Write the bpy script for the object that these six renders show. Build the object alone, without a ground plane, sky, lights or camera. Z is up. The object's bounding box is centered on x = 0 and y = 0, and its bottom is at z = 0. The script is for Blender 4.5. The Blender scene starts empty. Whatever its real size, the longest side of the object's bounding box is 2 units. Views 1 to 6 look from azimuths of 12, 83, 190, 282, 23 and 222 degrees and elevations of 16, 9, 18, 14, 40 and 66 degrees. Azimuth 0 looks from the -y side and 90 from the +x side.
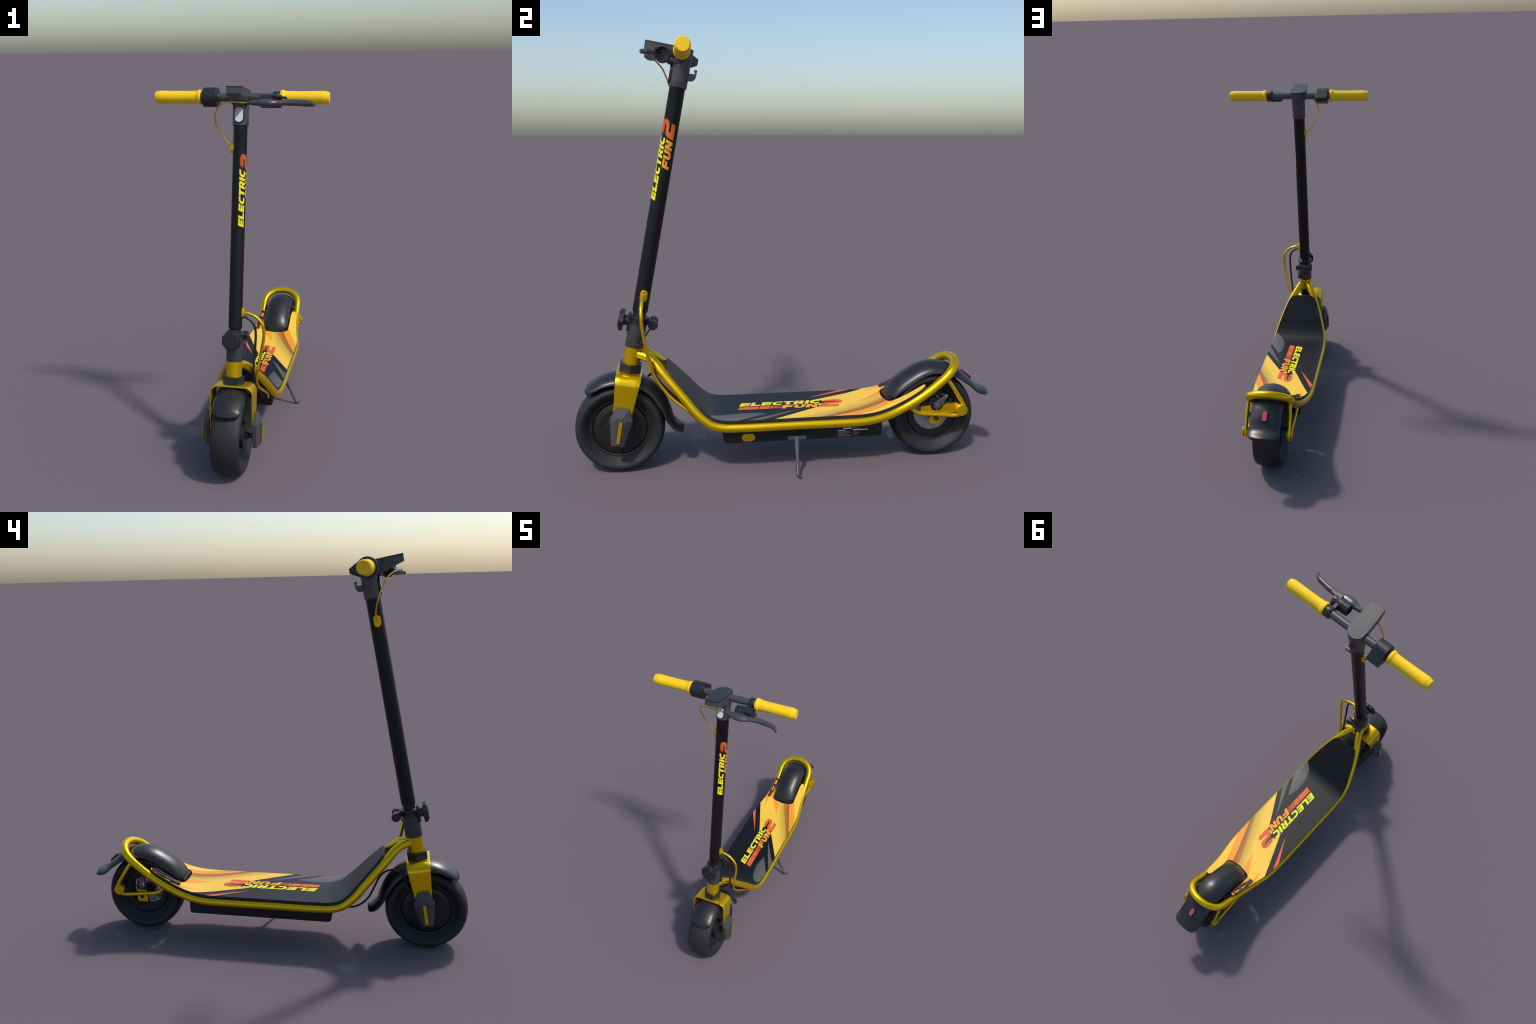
import bpy, bmesh, math
from mathutils import Vector, Matrix

V = Vector
PI = math.pi

# ------------------------------------------------------------------ materials
def nodes_of(name):
    m = bpy.data.materials.new(name)
    m.use_nodes = True
    nt = m.node_tree
    return m, nt, nt.nodes["Principled BSDF"]

def plain(name, col, rough=0.5, metal=0.0, spec=0.5, coat=0.0, var=0.08, scale=40.0,
          bump=0.0, bump_scale=300.0, coat_rough=0.2):
    """Principled surface with a faint noise in its colour and roughness."""
    m, nt, b = nodes_of(name)
    tc = nt.nodes.new("ShaderNodeTexCoord")
    n = nt.nodes.new("ShaderNodeTexNoise")
    n.inputs["Scale"].default_value = scale
    n.inputs["Detail"].default_value = 3
    nt.links.new(tc.outputs["Object"], n.inputs["Vector"])
    mix = nt.nodes.new("ShaderNodeMix"); mix.data_type = 'RGBA'
    mix.inputs[6].default_value = tuple(c * (1 - var) for c in col) + (1,)
    mix.inputs[7].default_value = tuple(min(1, c * (1 + var)) for c in col) + (1,)
    nt.links.new(n.outputs["Fac"], mix.inputs[0])
    nt.links.new(mix.outputs[2], b.inputs["Base Color"])
    b.inputs["Roughness"].default_value = rough
    b.inputs["Metallic"].default_value = metal
    b.inputs["Specular IOR Level"].default_value = spec
    b.inputs["Coat Weight"].default_value = coat
    b.inputs["Coat Roughness"].default_value = coat_rough
    if bump > 0:
        n2 = nt.nodes.new("ShaderNodeTexNoise")
        n2.inputs["Scale"].default_value = bump_scale
        nt.links.new(tc.outputs["Object"], n2.inputs["Vector"])
        bp = nt.nodes.new("ShaderNodeBump")
        bp.inputs["Strength"].default_value = bump
        bp.inputs["Distance"].default_value = 0.001
        nt.links.new(n2.outputs["Fac"], bp.inputs["Height"])
        nt.links.new(bp.outputs["Normal"], b.inputs["Normal"])
    return m

YELLOW_METAL = plain("yellow_metal_paint", (0.82, 0.53, 0.004), 0.28, 0.80, 0.5, var=0.03)
YELLOW_RUBBER = plain("yellow_grip_rubber", (0.94, 0.60, 0.010), 0.62, 0.0, 0.3, var=0.03, bump=0.08)
RUBBER = plain("black_tyre_rubber", (0.017, 0.0175, 0.0185), 0.62, 0.0, 0.4, var=0.1, bump=0.15, bump_scale=400)
PLASTIC = plain("black_fender_plastic", (0.0135, 0.014, 0.0155), 0.36, 0.0, 0.55, var=0.06)
BLACK_PAINT = plain("black_stem_paint", (0.0042, 0.0044, 0.0050), 0.42, 0.0, 0.32, var=0.06)
DARK = plain("dark_trim_plastic", (0.014, 0.0145, 0.017), 0.42, 0.0, 0.5, var=0.06)
RIM = plain("dark_rim_metal", (0.009, 0.0093, 0.010), 0.45, 0.0, 0.5, var=0.06)
BOX = plain("black_battery_case", (0.013, 0.013, 0.0135), 0.6, 0.0, 0.3, var=0.06)
BRACKET = plain("dark_grey_bracket", (0.034, 0.034, 0.037), 0.45, 0.0, 0.5, var=0.05)
GREY = plain("grey_cast_metal", (0.052, 0.052, 0.056), 0.5, 0.15, 0.5, var=0.05)
GREY2 = plain("grey_collar_plastic", (0.082, 0.082, 0.087), 0.38, 0.35, 0.5, var=0.05)
BAR = plain("grey_handlebar_metal", (0.090, 0.091, 0.098), 0.32, 0.4, 0.5, var=0.05)
COVER = plain("grey_hub_cover_plastic", (0.058, 0.058, 0.060), 0.48, 0.0, 0.45, var=0.05)
STEEL = plain("brake_rotor_steel", (0.42, 0.39, 0.39), 0.40, 0.75, 0.5, var=0.05, scale=120)
STAND = plain("grey_stand_metal", (0.085, 0.088, 0.092), 0.45, 0.3, 0.5, var=0.05)
SCREEN = plain("display_glass", (0.010, 0.0105, 0.011), 0.34, 0.0, 0.6, var=0.03)
EDGE = plain("deck_edge_rubber", (0.016, 0.016, 0.018), 0.55, 0.0, 0.4, var=0.06)
INK_Y = plain("yellow_print", (0.84, 0.74, 0.014), 0.5, 0.0, 0.3, var=0.02)
INK_O = plain("orange_print", (0.86, 0.33, 0.022), 0.5, 0.0, 0.3, var=0.02)
INK_R = plain("red_print", (0.74, 0.118, 0.026), 0.5, 0.0, 0.3, var=0.02)
INK_RS = plain("dark_orange_print", (0.64, 0.125, 0.022), 0.5, 0.0, 0.3, var=0.02)
INK_K = plain("black_print", (0.011, 0.011, 0.012), 0.45, 0.0, 0.4, var=0.02)
INK_W = plain("white_print", (0.85, 0.85, 0.88), 0.5, 0.0, 0.3, var=0.02)
INK_G = plain("grey_print", (0.26, 0.26, 0.27), 0.5, 0.0, 0.3, var=0.02)
LABEL = plain("label_black", (0.006, 0.006, 0.006), 0.4, 0.0, 0.4, var=0.02)
LABEL_R = plain("label_red_line", (0.22, 0.012, 0.014), 0.5, 0.0, 0.3, var=0.02)
REDLENS = plain("red_tail_lens", (0.60, 0.070, 0.110), 0.35, 0.0, 0.5, var=0.03)

def lens_material():
    m, nt, b = nodes_of("white_headlight_lens")
    tc = nt.nodes.new("ShaderNodeTexCoord")
    sep = nt.nodes.new("ShaderNodeSeparateXYZ")
    nt.links.new(tc.outputs["Object"], sep.inputs[0])
    a = nt.nodes.new("ShaderNodeMath"); a.operation = 'MULTIPLY_ADD'
    a.inputs[1].default_value = 1.15
    nt.links.new(sep.outputs["X"], a.inputs[0])
    a.inputs[2].default_value = 1.822
    g = nt.nodes.new("ShaderNodeMath"); g.operation = 'GREATER_THAN'
    nt.links.new(sep.outputs["Z"], g.inputs[0]); nt.links.new(a.outputs[0], g.inputs[1])
    mix = nt.nodes.new("ShaderNodeMix"); mix.data_type = 'RGBA'
    mix.inputs[6].default_value = (0.80, 0.80, 0.82, 1)
    mix.inputs[7].default_value = (0.42, 0.43, 0.46, 1)  # grey upper part is a reflection painted diagonally across the white lens
    nt.links.new(g.outputs[0], mix.inputs[0])
    nt.links.new(mix.outputs[2], b.inputs["Base Color"])
    b.inputs["Roughness"].default_value = 0.25
    return m
LENS = lens_material()

class Art:
    """Colour areas of the printed deck, as half-planes and ellipses in plan (x, y)."""
    def __init__(self, name):
        self.m, self.nt, self.b = nodes_of(name)
        tc = self.nt.nodes.new("ShaderNodeTexCoord")
        sep = self.nt.nodes.new("ShaderNodeSeparateXYZ")
        self.nt.links.new(tc.outputs["Object"], sep.inputs[0])
        self.tc = tc
        self.x, self.y = sep.outputs["X"], sep.outputs["Y"]
    def put(self, s, v):
        if isinstance(v, (int, float)): s.default_value = v
        else: self.nt.links.new(v, s)
    def math(self, op, a, b=0.0, c=0.0, clamp=False):
        n = self.nt.nodes.new("ShaderNodeMath"); n.operation = op; n.use_clamp = clamp
        self.put(n.inputs[0], a); self.put(n.inputs[1], b)
        if op == 'MULTIPLY_ADD': self.put(n.inputs[2], c)
        return n.outputs[0]
    def dist(self, p, q):
        """Signed distance from the line p->q, positive on its left."""
        d = (q[0] - p[0], q[1] - p[1]); l = math.hypot(*d)
        nx, ny = -d[1] / l, d[0] / l
        s = self.math('MULTIPLY_ADD', self.x, nx, -(nx * p[0] + ny * p[1]))
        return self.math('MULTIPLY_ADD', self.y, ny, s)
    def left(self, p, q): return self.math('GREATER_THAN', self.dist(p, q), 0.0)
    def both(self, *ms):
        r = ms[0]
        for k in ms[1:]: r = self.math('MULTIPLY', r, k)
        return r
    def either(self, *ms):
        r = ms[0]
        for k in ms[1:]: r = self.math('MAXIMUM', r, k)
        return r
    def convex(self, pts):
        area = sum(pts[i][0] * pts[(i + 1) % len(pts)][1] - pts[(i + 1) % len(pts)][0] * pts[i][1] for i in range(len(pts)))
        if area < 0: pts = pts[::-1]
        return self.both(*[self.left(pts[i], pts[(i + 1) % len(pts)]) for i in range(len(pts))])
    def ellipse(self, c, a, b):
        u = self.math('MULTIPLY_ADD', self.x, 1 / a, -c[0] / a)
        v = self.math('MULTIPLY_ADD', self.y, 1 / b, -c[1] / b)
        return self.math('LESS_THAN', self.math('ADD', self.math('MULTIPLY', u, u), self.math('MULTIPLY', v, v)), 1.0)
    def ramp(self, d, d0, d1):
        n = self.nt.nodes.new("ShaderNodeMapRange")
        self.put(n.inputs[0], d)
        n.inputs[1].default_value = d0; n.inputs[2].default_value = d1
        return n.outputs[0]
    def mix(self, fac, a, b):
        n = self.nt.nodes.new("ShaderNodeMix"); n.data_type = 'RGBA'
        self.put(n.inputs[0], fac)
        for s, v in ((n.inputs[6], a), (n.inputs[7], b)):
            if isinstance(v, tuple): s.default_value = v + (1,)
            else: self.nt.links.new(v, s)
        return n.outputs[2]

def deck_art():
    A = Art("printed_deck")
    ink = (0.0050, 0.0055, 0.0068)
    yel = (0.90, 0.555, 0.058)  # base yellow brightened to carry the specular sun glare on the deck
    ora = (0.87, 0.325, 0.026)
    bro = (0.27, 0.118, 0.024)
    # yellow field: two slanting borders that step at the logo
    yA = A.math('LESS_THAN', A.dist((0.0, 0.023), (-0.16, 0.4104)), 0.0)
    y1 = A.both(yA, A.math('LESS_THAN', A.x, -0.040))
    yB = A.math('LESS_THAN', A.dist((0.165, -0.068), (0.0, 0.2227)), 0.0)
    y2 = A.both(yB, A.math('GREATER_THAN', A.x, 0.044))
    y3 = A.either(A.both(A.math('GREATER_THAN', A.y, 0.178), A.math('GREATER_THAN', A.x, -0.0405), A.math('LESS_THAN', A.x, 0.0040)),
                  A.both(A.math('GREATER_THAN', A.y, 0.153), A.math('GREATER_THAN', A.x, 0.0035), A.math('LESS_THAN', A.x, 0.0445)))
    field = A.either(y1, y2, y3)
    # streaks on the yellow field
    r1 = A.dist((0.1568, 0.1704), (0.0131, 0.476))       # right border of the brown streak
    l1 = A.dist((0.1590, 0.2243), (0.0562, 0.4863))      # left border of the brown streak
    o1 = A.dist((0.1613, 0.3339), (0.0881, 0.5152))
    fade = A.math('MULTIPLY', A.ramp(r1, 0.060, 0.0), 0.85)
    fade = A.both(fade, A.math('GREATER_THAN', r1, 0.0))
    col = A.mix(fade, yel, (0.45, 0.30, 0.048))
    inb = A.both(A.math('LESS_THAN', r1, 0.0), A.math('GREATER_THAN', l1, 0.0))
    brown = A.mix(A.ramp(l1, 0.0, 0.034), bro, (0.54, 0.17, 0.024))
    col = A.mix(inb, col, brown)
    ino = A.both(A.math('LESS_THAN', l1, 0.0), A.math('GREATER_THAN', o1, 0.0))
    col = A.mix(ino, col, ora)
    t1 = A.convex([(0.0049, 0.3439), (-0.037, 0.54), (-0.146, 0.582)])
    t2 = A.either(A.convex([(-0.1155, 0.3978), (-0.1235, 0.50), (-0.1567, 0.515)]),
                  A.both(A.math('GREATER_THAN', A.y, 0.49), A.math('LESS_THAN', A.x, -0.05)))
    col = A.mix(A.either(t1, t2), col, ora)
    # shapes on the dark field
    dark = ink
    gm = A.both(A.ellipse((0.175, -0.21), 0.092, 0.172),
                 A.math('LESS_THAN', A.dist((0.1064, -0.1239), (0.1674, -0.2422)), 0.0))
    grey = A.mix(A.ramp(A.x, 0.085, 0.165), (0.075, 0.080, 0.085), (0.13, 0.125, 0.105))
    dark = A.mix(gm, dark, grey)
    sp = A.convex([(0.058, 0.056), (0.175, -0.140), (0.175, -0.215)])
    spc = A.mix(A.ramp(A.y, 0.05, -0.15), (0.105, 0.11, 0.115), (0.125, 0.108, 0.062))
    dark = A.mix(sp, dark, spc)
    red = A.convex([(-0.0788, 0.1158), (-0.1744, 0.353), (-0.1744, 0.296)])
    dark = A.mix(red, dark, (0.80, 0.122, 0.036))
    full = A.mix(field, dark, col)
    # faint grip grain
    n = A.nt.nodes.new("ShaderNodeTexNoise"); n.inputs["Scale"].default_value = 420
    A.nt.links.new(A.tc.outputs["Object"], n.inputs["Vector"])
    bp = A.nt.nodes.new("ShaderNodeBump"); bp.inputs["Strength"].default_value = 0.18
    bp.inputs["Distance"].default_value = 0.0008
    A.nt.links.new(n.outputs["Fac"], bp.inputs["Height"])
    A.nt.links.new(bp.outputs["Normal"], A.b.inputs["Normal"])
    A.nt.links.new(full, A.b.inputs["Base Color"])
    A.b.inputs["Roughness"].default_value = 0.44
    A.b.inputs["Specular IOR Level"].default_value = 0.30
    return A.m
DECK_ART = deck_art()

# ------------------------------------------------------------------ mesh helpers
def finish(bm, name, mats, parent, angle=35.0, bevel=0.0, segs=2):
    bmesh.ops.recalc_face_normals(bm, faces=bm.faces)
    me = bpy.data.meshes.new(name)
    bm.to_mesh(me); bm.free()
    for m in (mats if isinstance(mats, (list, tuple)) else [mats]):
        me.materials.append(m)
    for p in me.polygons: p.use_smooth = True
    me.set_sharp_from_angle(angle=math.radians(angle))
    ob = bpy.data.objects.new(name, me)
    bpy.context.scene.collection.objects.link(ob)
    if parent is not None: ob.parent = parent
    if bevel > 0:
        md = ob.modifiers.new("bevel", 'BEVEL')
        md.width = bevel; md.segments = segs; md.limit_method = 'ANGLE'
        md.angle_limit = math.radians(30)
        md.harden_normals = True
    return ob

def spline(pts, n=10):
    """Catmull-Rom (centripetal) curve through control points."""
    P = [V(p) for p in pts]
    P = [2 * P[0] - P[1]] + P + [2 * P[-1] - P[-2]]
    out = []
    for i in range(1, len(P) - 2):
        p0, p1, p2, p3 = P[i - 1:i + 3]
        t0 = 0.0
        t1 = t0 + max((p1 - p0).length, 1e-6) ** 0.5
        t2 = t1 + max((p2 - p1).length, 1e-6) ** 0.5
        t3 = t2 + max((p3 - p2).length, 1e-6) ** 0.5
        for k in range(n):
            t = t1 + (t2 - t1) * k / n
            a1 = p0 * ((t1 - t) / (t1 - t0)) + p1 * ((t - t0) / (t1 - t0))
            a2 = p1 * ((t2 - t) / (t2 - t1)) + p2 * ((t - t1) / (t2 - t1))
            a3 = p2 * ((t3 - t) / (t3 - t2)) + p3 * ((t - t2) / (t3 - t2))
            b1 = a1 * ((t2 - t) / (t2 - t0)) + a2 * ((t - t0) / (t2 - t0))
            b2 = a2 * ((t3 - t) / (t3 - t1)) + a3 * ((t - t1) / (t3 - t1))
            out.append(b1 * ((t2 - t) / (t2 - t1)) + b2 * ((t - t1) / (t2 - t1)))
    out.append(P[-2])
    return out

def sweep(bm, path, radius, sides=16, flat=1.0, up=None, mat=0):
    """Round (or flattened) section along a path; radius is a number or a function of 0..1."""
    path = [V(p) for p in path]
    n = len(path)
    rf = radius if callable(radius) else (lambda t: radius)
    ff = flat if callable(flat) else (lambda t: flat)
    tang = []
    for i in range(n):
        a = path[max(i - 1, 0)]; b = path[min(i + 1, n - 1)]
        tang.append((b - a).normalized())
    ref = V(up) if up else (V((0, 0, 1)) if abs(tang[0].z) < 0.9 else V((0, 1, 0)))
    rings = []
    u = (ref - tang[0] * ref.dot(tang[0])).normalized()
    for i in range(n):
        t = tang[i]
        if up: u = (ref - t * ref.dot(t)).normalized()
        else: u = (u - t * u.dot(t)).normalized()
        w = t.cross(u)
        f = i / (n - 1)
        r = rf(f); h = r * ff(f)
        rings.append([bm.verts.new(path[i] + w * (r * math.cos(2 * PI * k / sides)) + u * (h * math.sin(2 * PI * k / sides)))
                      for k in range(sides)])
    for i in range(n - 1):
        for k in range(sides):
            f = bm.faces.new((rings[i][k], rings[i][(k + 1) % sides], rings[i + 1][(k + 1) % sides], rings[i + 1][k]))
            f.material_index = mat
    for r in (rings[0][::-1], rings[-1]):
        f = bm.faces.new(r); f.material_index = mat

def tube(name, pts, r, mat, parent, n=10, sides=16, **k):
    bm = bmesh.new()
    sweep(bm, spline(pts, n) if n else pts, r, sides, **k)
    return finish(bm, name, mat, parent, 50)

def lathe(bm, prof, M, seg=48, close=False, mat=0):
    """Revolve (radius, height) pairs about the local z axis of matrix M."""
    rings = []
    for r, h in prof:
        if r < 1e-6:
            rings.append([bm.verts.new(M @ V((0, 0, h)))])
        else:
            rings.append([bm.verts.new(M @ V((r * math.cos(2 * PI * k / seg), r * math.sin(2 * PI * k / seg), h))) for k in range(seg)])
    pairs = list(zip(rings[:-1], rings[1:]))
    if close: pairs.append((rings[-1], rings[0]))
    for a, b in pairs:
        for k in range(seg):
            j = (k + 1) % seg
            if len(a) == 1 and len(b) == 1: continue
            if len(a) == 1: q = (a[0], b[k], b[j])
            elif len(b) == 1: q = (a[k], b[0], a[j])
            else: q = (a[k], b[k], b[j], a[j])
            f = bm.faces.new(q); f.material_index = mat

def turned(name, prof, M, mat, parent, seg=48, angle=35, close=False):
    bm = bmesh.new(); lathe(bm, prof, M, seg, close)
    return finish(bm, name, mat, parent, angle)

def prism(bm, poly, fn, d0, d1, mat=0, top=None):
    """Extrude a 2D polygon: fn(a, b, d) -> world point. top: other polygon for the far side."""
    a = [bm.verts.new(fn(p[0], p[1], d0)) for p in poly]
    b = [bm.verts.new(fn(p[0], p[1], d1)) for p in (top or poly)]
    n = len(poly)
    fs = [bm.faces.new(a[::-1]), bm.faces.new(b)]
    for i in range(n):
        j = (i + 1) % n
        fs.append(bm.faces.new((a[i], a[j], b[j], b[i])))
    for f in fs: f.material_index = mat

def block(bm, lo, hi, mat=0):
    prism(bm, [(lo[0], lo[1]), (hi[0], lo[1]), (hi[0], hi[1]), (lo[0], hi[1])], lambda a, b, d: V((a, b, d)), lo[2], hi[2], mat)

def capsule2d(hw, hh, n=12):
    """Upright stadium outline, half width hw and half height hh."""
    s = hh - hw
    return [(hw * math.cos(PI * k / n), s + hw * math.sin(PI * k / n)) for k in range(n + 1)] + \
           [(-hw * math.cos(PI * k / n), -s - hw * math.sin(PI * k / n)) for k in range(n + 1)]

def roundrect(x0, y0, x1, y1, r, n=5):
    out = []
    for cx, cy, a in ((x1 - r, y1 - r, 0), (x0 + r, y1 - r, 90), (x0 + r, y0 + r, 180), (x1 - r, y0 + r, 270)):
        for k in range(n + 1):
            t = math.radians(a + 90 * k / n)
            out.append((cx + r * math.cos(t), cy + r * math.sin(t)))
    return out

def frame_at(o, z, x=None):
    z = V(z).normalized()
    x = V(x) if x else (V((1, 0, 0)) if abs(z.x) < 0.9 else V((0, 1, 0)))
    x = (x - z * x.dot(z)).normalized()
    y = z.cross(x)
    M = Matrix((x, y, z)).transposed().to_4x4()
    M.translation = V(o)
    return M

def empty(name, parent, loc=(0, 0, 0)):
    e = bpy.data.objects.new(name, None)
    bpy.context.scene.collection.objects.link(e)
    e.location = loc
    if parent: e.parent = parent
    return e

# ------------------------------------------------------------------ layout
FRONT = V((0, -0.7915, 0.208)); RF = 0.208
REAR = V((0, 0.7125, 0.2072)); RR = 0.2068
# steering axis frame: x to the side, f forward, h up the stem
O = V((0, -0.736, 0.5)); EH = V((0, 0.1864, 0.9825)); EF = V((0, -0.9825, 0.1864))
def S(x, f, h): return O + V((x, 0, 0)) + EF * f + EH * h
def stem_frame(h=0.0, f=0.0): return frame_at(S(0, f, h), EH, (1, 0, 0))

root = empty("electric_scooter", None)
root["label"] = "yellow and black electric kick scooter with printed deck"
root["category"] = "electric scooter"

# ------------------------------------------------------------------ frame tube
RT = 0.0214
SIDE = [(0.012, -0.712, 0.557), (0.022, -0.690, 0.553), (0.034, -0.659, 0.543), (0.052, -0.627, 0.520), (0.072, -0.5975, 0.487),
        (0.092, -0.561, 0.4445), (0.112, -0.521, 0.3995), (0.130, -0.480, 0.352), (0.145, -0.443, 0.307),
        (0.154, -0.409, 0.274), (0.160, -0.368, 0.247), (0.163, -0.315, 0.2335), (0.165, -0.24, 0.231),
        (0.165, 0.00, 0.231), (0.165, 0.24, 0.231), (0.163, 0.33, 0.2315), (0.156, 0.40, 0.237),
        (0.145, 0.46, 0.248), (0.134, 0.52, 0.267), (0.124, 0.594, 0.300), (0.118, 0.66, 0.339), (0.117, 0.715, 0.381)]
LOOP = [(0.116, 0.750, 0.411), (0.101, 0.785, 0.441), (0.061, 0.812, 0.464), (0.0, 0.822, 0.473)]
half = SIDE + LOOP
full_path = half + [(-x, y, z) for x, y, z in half[-2::-1]]
frame = tube("frame", full_path, RT, YELLOW_METAL, root, n=8, sides=20)

side_curve = spline(SIDE + LOOP[:1], 14)      # used for the deck profile

# ------------------------------------------------------------------ deck
def deck_rows():
    """Rows (half width, y, z, normal) above the frame tube."""
    rows = []
    for i in range(1, len(side_curve) - 1):
        a, b = side_curve[i - 1], side_curve[i + 1]
        t = V((0, b.y - a.y, b.z - a.z)).normalized()
        n = V((0, -t.z, t.y))
        p = side_curve[i]
        rows.append((p.x, V((0, p.y, p.z)), n))
    return rows
ROWS = deck_rows()
def lift(n):
    """Deck surface height above the tube axis; a little less on the slopes."""
    return RT + 0.0115 + 0.0045 * max(0.0, n.z) ** 6
def deck_top(y):
    """Height of the deck surface at y (rear and flat parts)."""
    best = None
    for x, p, n in ROWS:
        q = p + n * lift(n)
        d = abs(q.y - y)
        if best is None or d < best[0]: best = (d, q.z, x)
    return best[1], best[2]

Y0, Y1 = -0.593, 0.676     # tube stations where the deck starts and ends
NOTCH = 0.481
def build_deck():
    bm = bmesh.new()
    sel = [r for r in ROWS if Y0 <= r[1].y <= Y1]
    # extra rows where outlines bend quickly
    NC = 10
    half_g = {}
    for s in (1, -1):
        g = []
        for x, p, n in sel:
            y = p.y
            w = x + 0.0075
            e = (y - Y0) / 0.030
            if e < 1: w -= 0.022 * (1 - math.sqrt(max(0, 1 - (1 - e) ** 2)))
            m = 0.0
            if y > NOTCH:
                q = min(1.0, (y - NOTCH) / 0.042)
                m = 0.087 * (1 - (1 - q) ** 3.0) ** (1 / 3.0)
            e = (Y1 - y) / 0.05
            if e < 1:
                k = math.sqrt(max(0, 1 - (1 - e) ** 2))
                c = 0.1030; w = c + (w - c) * k; m = c + (m - c) * k
            w = max(w, m + 0.0008)
            g.append([p + n * lift(n) + V((s * (m + (w - m) * (k / NC)), 0, 0)) for k in range(NC + 1)])
        half_g[s] = g
    nrm = [r[2] for r in sel]
    th = 0.0140
    for s in (1, -1):
        g = half_g[s]
        up = [[bm.verts.new(v) for v in row] for row in g]
        dn = [[bm.verts.new(v - nrm[i] * th) for v in row] for i, row in enumerate(g)]
        R = len(g)
        def face(q, mat):
            try:
                f = bm.faces.new(q); f.material_index = mat
            except ValueError: pass
        for i in range(R - 1):
            for k in range(NC):
                face((up[i][k], up[i][k + 1], up[i + 1][k + 1], up[i + 1][k]), 0)
                face((dn[i][k], dn[i + 1][k], dn[i + 1][k + 1], dn[i][k + 1]), 1)
            face((up[i][NC], dn[i][NC], dn[i + 1][NC], up[i + 1][NC]), 1)
            if sel[i + 1][1].y > NOTCH:
                face((up[i][0], up[i + 1][0], dn[i + 1][0], dn[i][0]), 1)
        for k in range(NC):
            face((up[0][k], dn[0][k], dn[0][k + 1], up[0][k + 1]), 1)
            face((up[R - 1][k], up[R - 1][k + 1], dn[R - 1][k + 1], dn[R - 1][k]), 1)
    bmesh.ops.remove_doubles(bm, verts=bm.verts, dist=0.0002)
    return finish(bm, "deck", [DECK_ART, EDGE], root, 40)
deck = build_deck()

# battery case under the deck
bm = bmesh.new()
prof = [(-0.324, 0.238), (-0.314, 0.147), (-0.309, 0.140), (-0.298, 0.1365), (0.428, 0.1365), (0.436, 0.139), (0.4405, 0.146), (0.4425, 0.238)]
prism(bm, prof, lambda a, b, d: V((d, a, b)), -0.119, 0.119)
case = finish(bm, "battery_case", BOX, root, 30, bevel=0.006, segs=3)
# charge port cap and rating label on the case side
bm = bmesh.new()
prism(bm, [(b, a) for a, b in capsule2d(0.0185, 0.0315)], lambda a, b, d: V((d, -0.2 + a, 0.1625 + b)), 0.116, 0.124)
finish(bm, "charge_port_cap", YELLOW_METAL, case, 30, bevel=0.0015)

def label():
    y0, y1, z0, z1 = 0.217, 0.379, 0.1395, 0.205
    X = 0.1192
    bm = bmesh.new()
    P = lambda a, b, d: V((X + d, a, b))
    prism(bm, roundrect(y0, z0, y1, z1, 0.005), P, 0, 0.0006, 0)
    t = 0.0011
    prism(bm, [(y0 + .005, z0), (y1 - .005, z0), (y1 - .005, z0 + t), (y0 + .005, z0 + t)], P, 0.0007, 0.0010, 1)
    prism(bm, [(y0, z0 + .005), (y0 + t, z0 + .005), (y0 + t, z1 - .005), (y0, z1 - .005)], P, 0.0007, 0.0010, 1)
    prism(bm, [(y1 - t, z0 + .005), (y1, z0 + .005), (y1, z1 - .005), (y1 - t, z1 - .005)], P, 0.0007, 0.0010, 1)
    def strip(a0, a1, b, h, m=2):
        prism(bm, [(a0, b), (a1, b), (a1, b + h), (a0, b + h)], P, 0.0007, 0.0011, m)
    strip(0.298, 0.371, 0.1715, 0.0042)
    strip(0.226, 0.291, 0.189, 0.007); strip(0.252, 0.293, 0.180, 0.0055)
    lens = [0.064, 0.058, 0.067, 0.036, 0.062, 0.052, 0.068]
    strip(0.226, 0.263, 0.1715, 0.003)
    for i, l in enumerate(lens):
        strip(0.226, 0.226 + l, 0.1668 - i * 0.0036, 0.0013, 3)
    for i, l in enumerate((0.022, 0.034, 0.03, 0.024)):
        strip(0.298, 0.298 + l, 0.163 - i * 0.0044, 0.0013, 3)
    for i, l in enumerate((0.030, 0.038)):
        strip(0.298, 0.298 + l, 0.180 + i * 0.0045, 0.0014, 3)
    ob = finish(bm, "rating_label", [LABEL, LABEL_R, INK_W, INK_G], case, 30)
    ob["kind"] = "stuff"
label()

# kickstand
bm = bmesh.new()
block(bm, (0.085, -0.0175, 0.1535), (0.152, 0.068, 0.1700))
stand = finish(bm, "kickstand", STAND, root, 30, bevel=0.0015)
bm = bmesh.new()
a, b = V((0.1425, 0.0245, 0.166)), V((0.2130, 0.0195, 0.013))
mid = a.lerp(b, 0.46)
sweep(bm, [a, mid], 0.0108, 16)
sweep(bm, [a.lerp(b, 0.44), b, b + V((0.004, 0.001, -0.004))], 0.0080, 16)
finish(bm, "stand_leg", STAND, stand, 40)
tube("stand_foot", [(0.209, 0.0195, 0.0105), (0.218, 0.022, 0.0065), (0.229, 0.026, 0.008), (0.235, 0.030, 0.0125)], 0.0062, STAND, stand, n=6, sides=12)

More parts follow.
